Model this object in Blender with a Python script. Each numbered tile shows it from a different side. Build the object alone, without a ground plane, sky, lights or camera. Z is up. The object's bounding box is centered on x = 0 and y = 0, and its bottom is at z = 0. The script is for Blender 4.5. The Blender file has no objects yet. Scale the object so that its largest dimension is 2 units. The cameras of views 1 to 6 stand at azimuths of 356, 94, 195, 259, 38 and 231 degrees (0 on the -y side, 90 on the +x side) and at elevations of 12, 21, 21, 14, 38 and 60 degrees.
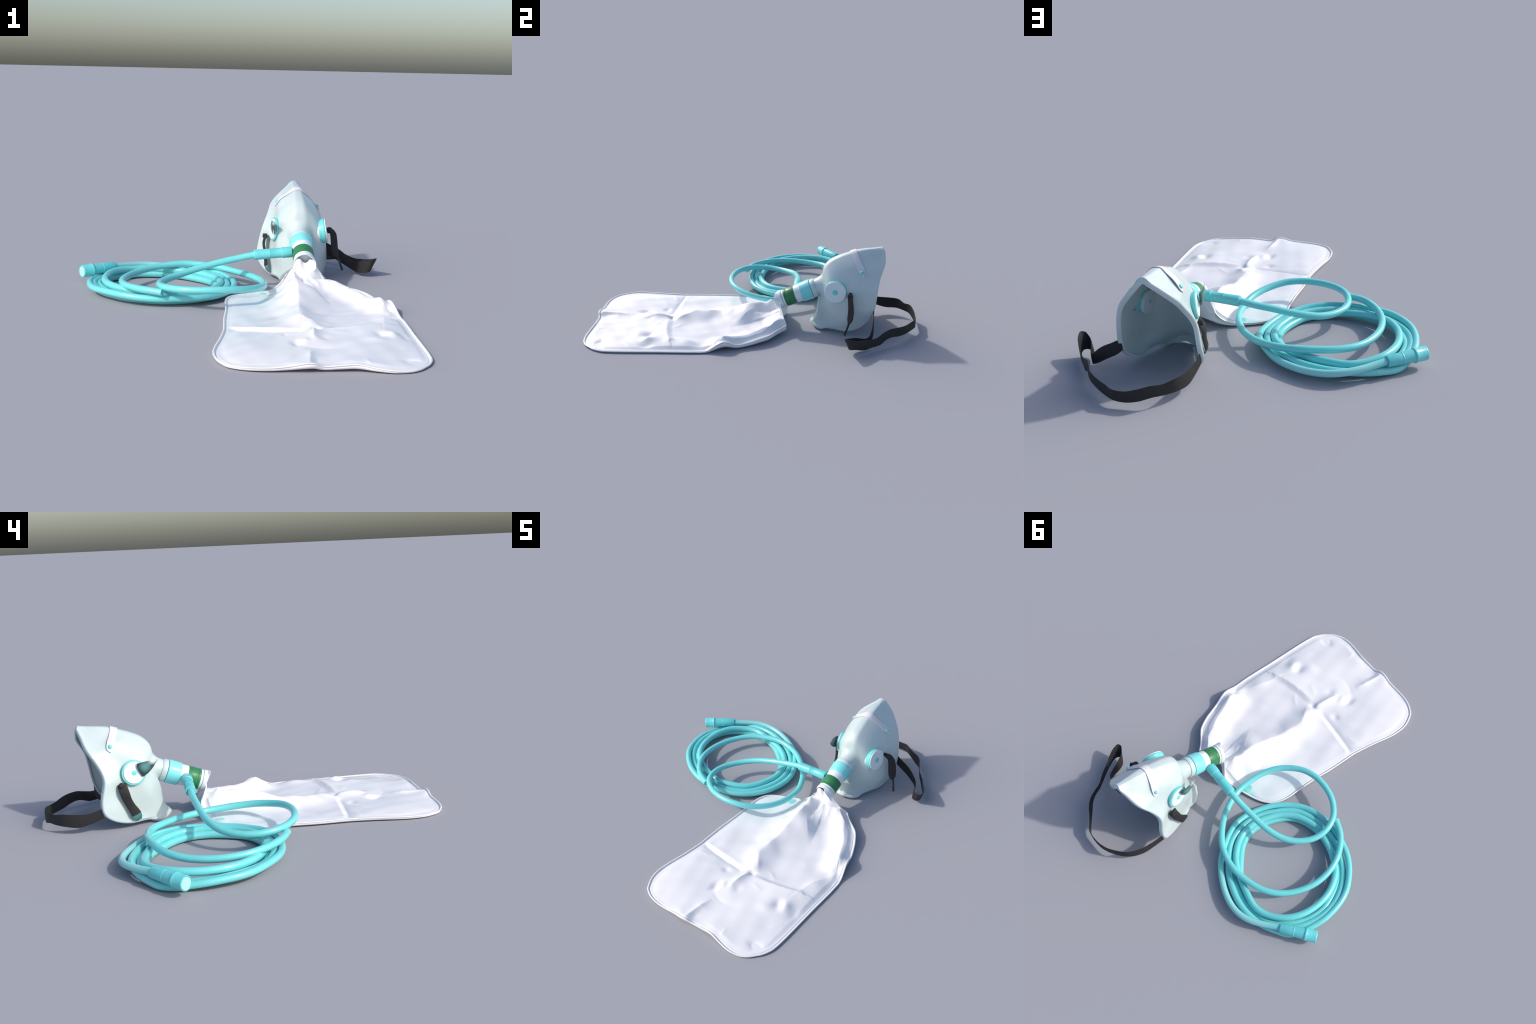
# Non-rebreather oxygen mask: face mask, reservoir bag, coiled supply tube.
import bpy, bmesh, math
import numpy as np
from mathutils import Vector
from mathutils.bvhtree import BVHTree

rng = np.random.default_rng(7)

# ------------------------------------------------------------------ helpers
def arclen(p):
    return np.r_[0, np.cumsum(np.linalg.norm(np.diff(p, axis=0), axis=1))]

def spline(pts, n, closed=False):
    """cubic Hermite curve through pts, resampled to n points by arc length"""
    p = np.asarray(pts, float)
    if closed:
        p = np.vstack([p[-3:], p, p[:4]])
    d = arclen(p)
    d = d + np.arange(len(d)) * 1e-9
    m = np.gradient(p, d, axis=0)
    if closed:
        a, b = d[3], d[-4]
        t = np.linspace(a, b, n, endpoint=False)
    else:
        t = np.linspace(0, d[-1], n)
    i = np.clip(np.searchsorted(d, t, side='right') - 1, 0, len(d) - 2)
    h = (d[i + 1] - d[i])[:, None]
    u = ((t - d[i]))[:, None] / h
    return ((2*u**3 - 3*u**2 + 1) * p[i] + (u**3 - 2*u*u + u) * h * m[i]
            + (-2*u**3 + 3*u*u) * p[i+1] + (u**3 - u*u) * h * m[i+1])

def ss(a, b, x):
    t = np.clip((x - a) / (b - a), 0, 1)
    return t * t * (3 - 2 * t)

root = bpy.data.objects.new("oxygen_mask", None)
root.empty_display_size = 0.1
bpy.context.scene.collection.objects.link(root)
root["label"] = "clear teal oxygen mask with white reservoir bag and coiled tube"
root["category"] = "oxygen mask"

def make_obj(name, verts, faces, mat, parent=root, smooth=True, angle=None):
    me = bpy.data.meshes.new(name)
    me.from_pydata([tuple(map(float, v)) for v in verts], [], faces)
    me.update()
    bm = bmesh.new(); bm.from_mesh(me)
    bmesh.ops.recalc_face_normals(bm, faces=bm.faces)
    bm.to_mesh(me); bm.free()
    me.polygons.foreach_set("use_smooth", [smooth] * len(me.polygons))
    if angle is not None:
        me.set_sharp_from_angle(angle=math.radians(angle))
    me.materials.append(mat)
    ob = bpy.data.objects.new(name, me)
    bpy.context.scene.collection.objects.link(ob)
    ob.parent = parent
    return ob

def grid_faces(nr, nc, close_c=False, off=0):
    f = []
    for i in range(nr - 1):
        for j in range(nc if close_c else nc - 1):
            k = (j + 1) % nc
            f.append((off + i*nc + j, off + i*nc + k, off + (i+1)*nc + k, off + (i+1)*nc + j))
    return f

def frame(d):
    d = np.asarray(d, float); d = d / np.linalg.norm(d)
    a = np.array([0, 0, 1.0]) if abs(d[2]) < 0.9 else np.array([1.0, 0, 0])
    x = np.cross(a, d); x /= np.linalg.norm(x)
    return d, x, np.cross(d, x)

def lathe(name, prof, origin, axis, mat, parent=root, n=56, angle=35):
    """prof: list of (distance along axis, radius); r = 0 closes the end"""
    d, x, y = frame(axis)
    o = np.asarray(origin, float)
    th = np.linspace(0, 2*math.pi, n, endpoint=False)
    V, F = [], []
    for s, r in prof:
        for t in th:
            V.append(o + d*s + (x*math.cos(t) + y*math.sin(t)) * max(r, 1e-5))
    F = grid_faces(len(prof), n, True)
    return make_obj(name, V, F, mat, parent, True, angle)

def sweep(name, path, r, mat, parent=root, n=16, cap=True):
    p = np.asarray(path, float)
    t = np.gradient(p, axis=0); t /= np.linalg.norm(t, axis=1)[:, None]
    V = []
    up = np.array([0, 0, 1.0])
    rr = np.broadcast_to(np.asarray(r, float), (len(p),))
    for i in range(len(p)):
        x = np.cross(t[i], up); x /= np.linalg.norm(x); y = np.cross(x, t[i])
        for a in np.linspace(0, 2*math.pi, n, endpoint=False):
            V.append(p[i] + (x*math.cos(a) + y*math.sin(a)) * rr[i])
    F = grid_faces(len(p), n, True)
    if cap:
        F.append(tuple(range(n))[::-1]); F.append(tuple((len(p)-1)*n + k for k in range(n)))
    return make_obj(name, V, F, mat, parent, True, 40)

# ---------------------------------------------------------------- materials
def mat(name, col, rough=0.35, coat=0.0, sss=0.0, var=0.03, nscale=30, bump=0.0, bscale=200, metallic=0.0, ior=1.45):
    m = bpy.data.materials.new(name); m.use_nodes = True
    nt = m.node_tree; b = nt.nodes["Principled BSDF"]
    b.inputs["Roughness"].default_value = rough
    b.inputs["Coat Weight"].default_value = coat
    b.inputs["Coat Roughness"].default_value = 0.12
    b.inputs["IOR"].default_value = ior
    if sss:
        b.inputs["Subsurface Weight"].default_value = sss
        b.inputs["Subsurface Radius"].default_value = (0.02, 0.02, 0.02)
        b.inputs["Subsurface Scale"].default_value = 0.5
    tc = nt.nodes.new("ShaderNodeTexCoord")
    nz = nt.nodes.new("ShaderNodeTexNoise"); nz.inputs["Scale"].default_value = nscale
    nz.inputs["Detail"].default_value = 5
    nt.links.new(tc.outputs["Object"], nz.inputs["Vector"])
    cr = nt.nodes.new("ShaderNodeValToRGB")
    cr.color_ramp.elements[0].position = 0.3; cr.color_ramp.elements[1].position = 0.7
    c = np.array(col)
    cr.color_ramp.elements[0].color = (*np.clip(c*(1-var), 0, 1), 1)
    cr.color_ramp.elements[1].color = (*np.clip(c*(1+var), 0, 1), 1)
    nt.links.new(nz.outputs["Fac"], cr.inputs["Fac"])
    nt.links.new(cr.outputs["Color"], b.inputs["Base Color"])
    if bump:
        n2 = nt.nodes.new("ShaderNodeTexNoise"); n2.inputs["Scale"].default_value = bscale
        nt.links.new(tc.outputs["Object"], n2.inputs["Vector"])
        bp = nt.nodes.new("ShaderNodeBump"); bp.inputs["Strength"].default_value = bump
        bp.inputs["Distance"].default_value = 0.002
        nt.links.new(n2.outputs["Fac"], bp.inputs["Height"])
        nt.links.new(bp.outputs["Normal"], b.inputs["Normal"])
    return m, nt, b, tc, cr

def spot_mix(nt, b, tc, src, centre, radii, col, hard=0.3):
    """soft-edged ellipsoid patch of another colour (Object coordinates)"""
    mp = nt.nodes.new("ShaderNodeMapping"); mp.vector_type = 'TEXTURE'
    mp.inputs["Location"].default_value = centre
    mp.inputs["Scale"].default_value = radii
    nt.links.new(tc.outputs["Object"], mp.inputs["Vector"])
    gr = nt.nodes.new("ShaderNodeTexGradient"); gr.gradient_type = 'SPHERICAL'
    nt.links.new(mp.outputs["Vector"], gr.inputs["Vector"])
    r = nt.nodes.new("ShaderNodeValToRGB")
    r.color_ramp.elements[0].position = 0.0; r.color_ramp.elements[1].position = hard
    nt.links.new(gr.outputs["Fac"], r.inputs["Fac"])
    mx = nt.nodes.new("ShaderNodeMix"); mx.data_type = 'RGBA'
    nt.links.new(r.outputs["Color"], mx.inputs["Factor"])
    nt.links.new(src, mx.inputs[6])
    mx.inputs[7].default_value = (*col, 1)
    nt.links.new(mx.outputs[2], b.inputs["Base Color"])
    return mx.outputs[2]

M_mask = mat("mask_vinyl", (0.555, 0.66, 0.675), 0.3, 0.35, 0, 0.025, 14)[0]
M_neck = mat("neck_vinyl", (0.56, 0.70, 0.72), 0.25, 0.4, 0, 0.05, 25)[0]
M_tube = mat("tube_vinyl", (0.175, 0.67, 0.685), 0.28, 0.3, 0, 0.03, 18)[0]
M_pale, nt, b, tc, cr = mat("tube_vinyl_pale", (0.175, 0.67, 0.685), 0.28, 0.3, 0, 0.03, 18)
spot_mix(nt, b, tc, cr.outputs["Color"], (-0.40, 0.655, 0.045), (0.34, 0.30, 0.2), (0.29, 0.71, 0.72), 0.55)
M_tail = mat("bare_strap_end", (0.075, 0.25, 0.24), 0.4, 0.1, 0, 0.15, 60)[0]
M_fit = mat("fitting_plastic", (0.15, 0.64, 0.67), 0.33, 0.2, 0, 0.05, 90, 0.15, 260)[0]
M_face = mat("fitting_face", (0.40, 0.76, 0.75), 0.5, 0, 0, 0.05, 120)[0]
M_collar = mat("collar_plastic", (0.24, 0.76, 0.80), 0.3, 0.2, 0, 0.02, 30)[0]
M_white = mat("white_plastic", (0.76, 0.84, 0.87), 0.35, 0.1, 0, 0.02, 40)[0]
M_green = mat("green_plastic", (0.032, 0.20, 0.08), 0.42, 0.05, 0, 0.05, 20)[0]
M_ring = mat("valve_ring", (0.17, 0.68, 0.68), 0.3, 0.2, 0, 0.03, 40)[0]
M_disc = mat("valve_disc", (0.74, 0.84, 0.87), 0.4, 0, 0, 0.015, 60)[0]
M_strap = mat("elastic_strap", (0.022, 0.022, 0.024), 0.7, 0, 0, 0.12, 60, 0.2, 500)[0]
M_clip = mat("nose_clip_metal", (0.74, 0.72, 0.77), 0.45, 0, 0, 0.03, 200, 0.1, 300)[0]
M_flap, _nt, _b, _tc, _cr = mat("valve_flap", (0.045, 0.075, 0.075), 0.3, 0.3, 0, 0.4, 40)
spot_mix(_nt, _b, _tc, _cr.outputs["Color"], (0.188, 0.488, 0.296), (0.030, 0.062, 0.052), (0.15, 0.43, 0.42), 0.6)
_c = [n for n in _nt.nodes if n.type == 'MIX'][-1].outputs[2]
spot_mix(_nt, _b, _tc, _c, (0.216, 0.446, 0.322), (0.03, 0.030, 0.018), (0.42, 0.53, 0.49), 0.8)
M_bag, nt, b, tc, cr = mat("bag_film", (0.855, 0.855, 0.89), 0.25, 0.3, 0, 0.012, 9)
c1 = spot_mix(nt, b, tc, cr.outputs["Color"], (0.02, 0.06, 0.03), (0.26, 0.30, 0.3), (0.81, 0.86, 0.89), 0.6)
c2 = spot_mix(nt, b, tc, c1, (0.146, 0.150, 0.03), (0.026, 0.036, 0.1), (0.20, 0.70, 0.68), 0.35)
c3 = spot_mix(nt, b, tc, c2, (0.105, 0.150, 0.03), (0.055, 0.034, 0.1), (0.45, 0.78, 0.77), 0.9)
M_seam = mat("bag_seam", (0.80, 0.80, 0.82), 0.35, 0.2, 0, 0.02, 30)[0]

# ------------------------------------------------------------------- tubing
TUBE_R = 0.0172
loop = [(0.106, 0.285, 0.184), (0.031, 0.282, 0.168), (-0.047, 0.273, 0.152), (-0.125, 0.262, 0.133), (-0.198, 0.242, 0.115), (-0.264, 0.207, 0.099), (-0.320, 0.150, 0.090), (-0.355, 0.081, 0.089), (-0.359, 0.000, 0.094), (-0.330, -0.072, 0.101), (-0.257, -0.134, 0.106), (-0.177, -0.161, 0.109), (-0.093, -0.165, 0.111), (-0.009, -0.143, 0.108), (0.059, -0.096, 0.099), (0.110, -0.032, 0.090), (0.140, 0.044, 0.080), (0.150, 0.124, 0.072), (0.145, 0.209, 0.066), (0.115, 0.289, 0.064), (0.070, 0.364, 0.065), (0.002, 0.436, 0.068), (-0.070, 0.487, 0.075), (-0.155, 0.517, 0.080), (-0.240, 0.525, 0.084), (-0.318, 0.511, 0.081), (-0.391, 0.485, 0.075), (-0.453, 0.443, 0.069), (-0.501, 0.384, 0.064), (-0.534, 0.313, 0.063), (-0.551, 0.237, 0.065), (-0.549, 0.158, 0.069), (-0.525, 0.077, 0.074), (-0.481, 0.007, 0.079), (-0.428, -0.043, 0.082), (-0.342, -0.087, 0.079)]
turn_a = [(-0.618, 0.539, 0.064), (-0.569, 0.577, 0.059), (-0.522, 0.612, 0.056), (-0.466, 0.641, 0.052), (-0.403, 0.653, 0.046), (-0.336, 0.647, 0.041), (-0.270, 0.627, 0.037), (-0.209, 0.598, 0.036), (-0.151, 0.562, 0.037), (-0.103, 0.519, 0.041), (-0.065, 0.468, 0.043), (-0.027, 0.410, 0.042), (0.003, 0.343, 0.038), (0.009, 0.274, 0.034), (-0.001, 0.208, 0.032), (-0.019, 0.147, 0.033), (-0.050, 0.088, 0.035), (-0.092, 0.037, 0.036), (-0.141, -0.006, 0.039), (-0.200, -0.034, 0.042), (-0.267, -0.049, 0.044), (-0.333, -0.054, 0.043), (-0.397, -0.048, 0.043), (-0.466, -0.032, 0.045), (-0.532, -0.005, 0.049), (-0.588, 0.032, 0.051), (-0.641, 0.083, 0.050), (-0.677, 0.129, 0.047), (-0.704, 0.189, 0.044), (-0.718, 0.253, 0.042)]
turn_b = [(-0.723, 0.331, 0.037), (-0.712, 0.395, 0.030), (-0.697, 0.458, 0.023), (-0.667, 0.517, 0.022), (-0.614, 0.552, 0.026), (-0.559, 0.586, 0.034), (-0.497, 0.606, 0.040), (-0.430, 0.614, 0.042), (-0.361, 0.608, 0.042), (-0.293, 0.589, 0.042), (-0.226, 0.561, 0.042), (-0.165, 0.521, 0.041), (-0.108, 0.473, 0.040), (-0.061, 0.414, 0.039), (-0.037, 0.344, 0.037), (-0.028, 0.272, 0.033), (-0.038, 0.201, 0.031), (-0.066, 0.136, 0.030), (-0.101, 0.076, 0.029), (-0.149, 0.025, 0.029), (-0.214, -0.005, 0.031), (-0.286, -0.016, 0.033), (-0.358, -0.020, 0.034), (-0.430, -0.007, 0.034), (-0.498, 0.019, 0.033), (-0.562, 0.054, 0.032), (-0.617, 0.102, 0.032), (-0.660, 0.159, 0.032), (-0.689, 0.224, 0.033)]
turn_c = [(-0.701, 0.292, 0.033), (-0.697, 0.355, 0.029), (-0.681, 0.415, 0.026), (-0.655, 0.470, 0.023), (-0.613, 0.516, 0.021), (-0.557, 0.543, 0.020), (-0.500, 0.569, 0.020), (-0.437, 0.581, 0.019), (-0.372, 0.581, 0.019), (-0.306, 0.567, 0.019), (-0.242, 0.544, 0.019), (-0.184, 0.507, 0.019), (-0.128, 0.465, 0.019), (-0.084, 0.410, 0.019), (-0.056, 0.348, 0.019), (-0.046, 0.280, 0.019), (-0.055, 0.213, 0.019), (-0.079, 0.152, 0.019), (-0.106, 0.090, 0.019), (-0.151, 0.043, 0.019), (-0.210, 0.014, 0.019), (-0.276, -0.002, 0.019), (-0.343, -0.007, 0.019), (-0.411, 0.005, 0.020), (-0.476, 0.028, 0.021), (-0.539, 0.059, 0.022), (-0.590, 0.105, 0.024), (-0.627, 0.162, 0.026), (-0.656, 0.223, 0.027)]
turn_d = [(-0.675, 0.287, 0.027), (-0.674, 0.347, 0.025), (-0.660, 0.405, 0.022), (-0.634, 0.458, 0.020), (-0.592, 0.499, 0.019), (-0.545, 0.530, 0.019), (-0.495, 0.554, 0.019), (-0.435, 0.560, 0.019), (-0.373, 0.553, 0.019), (-0.312, 0.537, 0.019), (-0.255, 0.511, 0.019), (-0.207, 0.474, 0.019), (-0.156, 0.430, 0.019), (-0.111, 0.380, 0.019), (-0.086, 0.325, 0.019), (-0.078, 0.261, 0.020), (-0.090, 0.199, 0.020), (-0.114, 0.141, 0.021), (-0.142, 0.090, 0.022), (-0.190, 0.050, 0.024), (-0.247, 0.028, 0.028), (-0.310, 0.018, 0.033), (-0.376, 0.024, 0.040), (-0.441, 0.041, 0.047), (-0.503, 0.068, 0.052), (-0.561, 0.103, 0.058), (-0.601, 0.153, 0.058)]
turn_e = [(-0.630, 0.209, 0.058), (-0.644, 0.267, 0.058), (-0.647, 0.325, 0.058), (-0.640, 0.382, 0.059), (-0.623, 0.435, 0.060), (-0.594, 0.483, 0.059), (-0.553, 0.521, 0.055), (-0.505, 0.550, 0.052), (-0.449, 0.564, 0.051), (-0.391, 0.556, 0.051), (-0.332, 0.540, 0.050), (-0.273, 0.523, 0.049), (-0.214, 0.502, 0.048), (-0.160, 0.467, 0.047), (-0.114, 0.422, 0.046), (-0.079, 0.368, 0.045), (-0.063, 0.308, 0.045), (-0.063, 0.247, 0.045), (-0.079, 0.190, 0.045), (-0.101, 0.135, 0.045), (-0.136, 0.087, 0.045), (-0.183, 0.050, 0.046), (-0.238, 0.027, 0.048), (-0.298, 0.012, 0.048), (-0.345, 0.008, 0.048)]

tubing = bpy.data.objects.new("supply_tubing", None)
bpy.context.scene.collection.objects.link(tubing); tubing.parent = root
sweep("tube_loop", spline([(0.14, 0.285, 0.188)] + loop, 420), TUBE_R, M_tube, tubing)
coil = spline(turn_a + turn_b + turn_c + turn_d + turn_e, 1300)
k = np.ones(9) / 9
for a in range(3):
    q = np.pad(coil[:, a], 4, mode='edge'); coil[4:-4, a] = np.convolve(q, k, 'valid')[4:-4]
coil[:, 2] = np.maximum(coil[:, 2] - 0.004*ss(40, 140, np.arange(len(coil))), 0.0184)
coil = np.vstack([coil[0] + (coil[0] - coil[6]) * 2, coil])
cut = 330                            # the first stretch has a slightly paler tint
sweep("tube_lead", coil[:cut+1], TUBE_R - 0.0004, M_pale, tubing)
sweep("tube_coil", coil[cut:], TUBE_R + 0.0010 - 0.0014*np.exp(-np.arange(len(coil)-cut)/40), M_tube, tubing)

# connector at the mask end
A, B_ = np.array((0.300, 0.2812, 0.2025)), np.array((0.107, 0.2852, 0.184))
L = np.linalg.norm(B_ - A)
lathe("tube_connector", [(0, 0), (0, 0.0262), (0.004, 0.0280), (0.050, 0.0276), (0.052, 0.0253), (0.054, 0.0250),
                         (0.112, 0.0253), (0.113, 0.0260), (0.115, 0.0260), (0.116, 0.0253), (L-0.010, 0.0265),
                         (L-0.003, 0.0270), (L, 0.0257), (L, 0.0180), (L-0.004, 0.0172), (L-0.006, 0)], A, B_-A, M_fit, tubing)
# funnel fitting at the free end of the tube
T0, T1 = np.array((-0.624, 0.538, 0.0645)), np.array((-0.780, 0.421, 0.0605))
L = np.linalg.norm(T1 - T0)
fit = lathe("end_fitting", [(0.004, 0), (0.004, 0.016), (0, 0.018), (0, 0.0245), (0.003, 0.0258), (0.070, 0.0272), (0.0715, 0.0285),
                      (0.075, 0.0285), (0.0765, 0.0275), (0.128, 0.0300), (0.131, 0.0330), (0.134, 0.0345), (0.139, 0.0345),
                      (0.142, 0.0330), (0.144, 0.0318), (L-0.006, 0.0325), (L-0.002, 0.0318), (L, 0.0300), (L, 0.0285), (L-0.003, 0.0275), (L-0.003, 0)],
      T0, T1-T0, M_fit, tubing, 64)
lathe("fitting_face", [(0, 0.0270), (0.0022, 0.0262), (0.0028, 0.0)], T0 + (T1-T0)/L*(L-0.0035), T1-T0, M_face, fit, 48)

# --------------------------------------------------------------- mask shell
XC = 0.356
# ribs from the middle line of the face to the rim: (half width, y, z)
RIGHT = [
 [(0, .798, .503), (.009, .799, .502), (.017, .802, .498), (.023, .805, .493), (.028, .809, .486)],
 [(0, .755, .497), (.018, .763, .490), (.028, .782, .479), (.034, .800, .471), (.047, .813, .463)],
 [(0, .700, .493), (.024, .706, .483), (.044, .735, .462), (.060, .780, .444), (.076, .814, .431)],
 [(0, .647, .485), (.030, .652, .473), (.063, .672, .438), (.088, .740, .412), (.102, .803, .398)],
 [(0, .603, .471), (.031, .608, .461), (.088, .640, .413), (.118, .700, .377), (.130, .785, .365)],
 [(0, .545, .451), (.036, .552, .440), (.096, .592, .388), (.133, .680, .345), (.149, .775, .326)],
 [(0, .485, .420), (.041, .494, .408), (.109, .543, .350), (.144, .640, .306), (.161, .768, .284)],
 [(0, .451, .382), (.046, .458, .369), (.119, .505, .310), (.150, .600, .266), (.168, .762, .240)],
 [(0, .440, .340), (.050, .449, .324), (.126, .490, .272), (.155, .580, .226), (.173, .755, .193)],
 [(0, .432, .270), (.055, .443, .258), (.123, .482, .224), (.159, .570, .184), (.177, .744, .147)],
 [(0, .415, .190), (.055, .430, .184), (.113, .468, .167), (.161, .560, .137), (.178, .722, .105)],
 [(0, .407, .140), (.052, .421, .135), (.104, .460, .120), (.157, .545, .096), (.175, .689, .071)],
 [(0, .405, .105), (.048, .415, .100), (.095, .453, .085), (.146, .530, .064), (.169, .648, .042)],
 [(0, .399, .075), (.046, .408, .070), (.088, .445, .055), (.126, .497, .042), (.154, .572, .024)],
 [(0, .388, .054), (.045, .397, .049), (.080, .428, .038), (.104, .462, .028), (.117, .497, .019)],
 [(0, .372, .037), (.040, .384, .032), (.073, .410, .026), (.090, .432, .022), (.100, .452, .019)],
 [(0, .357, .024), (.030, .363, .021), (.058, .378, .019), (.078, .396, .018), (.092, .420, .018)],
]
LEFT = [
 [(0, .798, .503), (.009, .799, .502), (.017, .800, .498), (.024, .801, .493), (.030, .803, .486)],
 [(0, .755, .497), (.017, .758, .491), (.030, .770, .481), (.039, .782, .473), (.052, .792, .466)],
 [(0, .700, .493), (.022, .702, .484), (.045, .722, .463), (.064, .755, .447), (.086, .782, .437)],
 [(0, .647, .485), (.025, .648, .474), (.060, .660, .440), (.085, .715, .420), (.111, .773, .413)],
 [(0, .603, .471), (.029, .606, .461), (.083, .622, .425), (.113, .668, .385), (.137, .752, .378)],
 [(0, .545, .451), (.034, .551, .440), (.092, .580, .390), (.122, .650, .348), (.152, .726, .336)],
 [(0, .485, .420), (.039, .493, .408), (.100, .530, .351), (.126, .612, .308), (.171, .702, .293)],
 [(0, .451, .382), (.044, .458, .369), (.105, .500, .311), (.127, .592, .268), (.188, .690, .246)],
 [(0, .440, .340), (.048, .449, .324), (.107, .490, .274), (.130, .590, .228), (.199, .700, .196)],
 [(0, .432, .270), (.053, .443, .258), (.105, .482, .225), (.134, .585, .186), (.207, .712, .146)],
 [(0, .415, .190), (.053, .430, .184), (.100, .468, .167), (.136, .570, .137), (.213, .708, .098)],
 [(0, .407, .140), (.050, .421, .135), (.094, .460, .120), (.133, .552, .096), (.198, .676, .062)],
 [(0, .405, .105), (.047, .415, .100), (.088, .453, .085), (.126, .530, .064), (.176, .625, .037)],
 [(0, .399, .075), (.046, .408, .070), (.085, .445, .055), (.115, .495, .042), (.148, .560, .024)],
 [(0, .388, .054), (.045, .397, .049), (.079, .428, .038), (.100, .460, .028), (.112, .497, .019)],
 [(0, .372, .037), (.040, .384, .032), (.073, .410, .026), (.090, .432, .022), (.100, .452, .019)],
 [(0, .357, .024), (.030, .363, .021), (.058, .378, .019), (.078, .396, .018), (.092, .420, .018)],
]
ROLL = 0.0085                       # radius of the rolled edge
NR, NH = 150, 84
ctrl = []
for rr_, ll_ in zip(RIGHT, LEFT):
    R3, L3 = np.array(rr_, float), np.array(ll_, float)
    for q in (R3, L3):              # leave room for the rolled edge
        d = q[-1] - q[-2]
        q[-1] -= d / np.linalg.norm(d) * min(ROLL, 0.4*np.linalg.norm(d))
    R3[:, 0] = XC + R3[:, 0]
    L3[:, 0] = XC - L3[:, 0]
    xr = R3[0] + (R3[1] - R3[0]) * np.array((.62, .16, .16))     # flat crest, rounded shoulders
    xl = L3[0] + (L3[1] - L3[0]) * np.array((.62, .16, .16))
    ctrl.append(np.vstack([L3[:0:-1], xl, R3[0], xr, R3[1:]]))
ctrl[-1] += (ctrl[-2] - ctrl[-1]) * 0.45
ctrl = np.array(ctrl)                                   # 17 x 9 x 3
rows = np.array([spline(c, 2*NH+1) for c in ctrl])       # along each rib
surf = np.array([spline(rows[:, j], NR) for j in range(rows.shape[1])]).transpose(1, 0, 2)
# smooth the lofted sheet a little (inner points only)
for _ in range(14):
    q = surf.copy()
    q[1:-1, 1:-1] = (surf[1:-1, 1:-1]*4 + surf[:-2, 1:-1] + surf[2:, 1:-1] + surf[1:-1, :-2] + surf[1:-1, 2:]) / 8
    surf = q
nc = surf.shape[1]
du = np.gradient(surf, axis=0); dv = np.gradient(surf, axis=1)
nrm = np.cross(du, dv); nrm /= np.linalg.norm(nrm, axis=2)[..., None] + 1e-12
if nrm[NR//2, nc//2, 1] > 0: nrm = -nrm
TH = 0.009
inner = surf - nrm * TH
V = np.vstack([surf.reshape(-1, 3), inner.reshape(-1, 3)])
F = grid_faces(NR, nc) + grid_faces(NR, nc, off=NR*nc)
N0 = NR*nc
border = [(0, j) for j in range(nc)] + [(i, nc-1) for i in range(1, NR)] + [(NR-1, j) for j in range(nc-2, -1, -1)] + [(i, 0) for i in range(NR-2, 0, -1)]
bi = [i*nc + j for i, j in border]
for k in range(len(bi)):
    a, c = bi[k], bi[(k+1) % len(bi)]
    F.append((a, c, c+N0, a+N0))
shell = make_obj("mask_shell", V, F, M_mask, root, True, 60)
bvh = BVHTree.FromPolygons([tuple(v) for v in surf.reshape(-1, 3)], grid_faces(NR, nc))

def on_shell(p, d):
    h = bvh.ray_cast(Vector(p), Vector(d))
    return (np.array(h[0]), np.array(h[1])) if h[0] is not None else (None, None)

# rolled sealing lip round the face opening: the edge turns in and ends in a soft flange
ring_ij = [(0, nc//2)] + [(i, nc-1) for i in range(2, NR)] + [(NR-1, j) for j in range(nc-2, 0, -1)] + [(i, 0) for i in range(NR-1, 1, -1)]
rim = np.array([surf[i, j] for i, j in ring_ij]); rn = np.array([nrm[max(i, 3), j] for i, j in ring_ij])
both = np.hstack([rim, rn * 0.02])[::3]
both = spline(both, 420, closed=True)
rim, rn = both[:, :3], both[:, 3:]
for _ in range(14):
    rn = (np.roll(rn, 1, 0) + 2*rn + np.roll(rn, -1, 0)) / 4
for _ in range(24):
    rim = (np.roll(rim, 1, 0) + 2*rim + np.roll(rim, -1, 0)) / 4
rn /= np.linalg.norm(rn, axis=1)[:, None]
tg = np.roll(rim, -1, 0) - np.roll(rim, 1, 0); tg /= np.linalg.norm(tg, axis=1)[:, None]
out = np.cross(tg, rn); out /= np.linalg.norm(out, axis=1)[:, None]
if (out * (rim - np.array((.356, .56, .25)))).sum() < 0: out = -out
PR = [(-0.012, 0.0002), (-0.006, 0.0006), (0.0, 0.0008)]
PR += [(ROLL*math.sin(a), -ROLL*(1 - math.cos(a)) + 0.0008*math.cos(a)) for a in np.linspace(0.15, math.pi/2, 9)]
PR += [(ROLL, -0.013), (ROLL - 0.0005, -0.020), (ROLL - 0.002, -0.0275)]
PR += [(ROLL - 0.0055 + 0.005*math.cos(a), -0.0300 - 0.005*math.sin(a)) for a in np.linspace(0.25, math.pi - 0.2, 8)]
PR += [(ROLL - 0.0105, -0.024), (ROLL - 0.0108, -0.017), (ROLL - 0.011, -0.011), (-0.004, -0.0088), (-0.012, -0.0080)]
V = []
for p, t, o, nv in zip(rim, tg, out, rn):
    low = ss(0.07, 0.03, p[2])
    for a, c in PR:
        q = p + o*(a - 0.0025) + nv*(c if c > -0.012 else -0.012 + (c + 0.012)*(0.55 + 0.50*low))
        V.append(q)
V = np.array(V); V[:, 2] = np.maximum(V[:, 2], 0.0)
n_ = len(PR)
F = grid_faces(len(rim), n_, True)
F += [((len(rim)-1)*n_ + j, (len(rim)-1)*n_ + (j+1) % n_, (j+1) % n_, j) for j in range(n_)]
make_obj("sealing_lip", V, F, M_mask, shell, True, 70)

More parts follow.
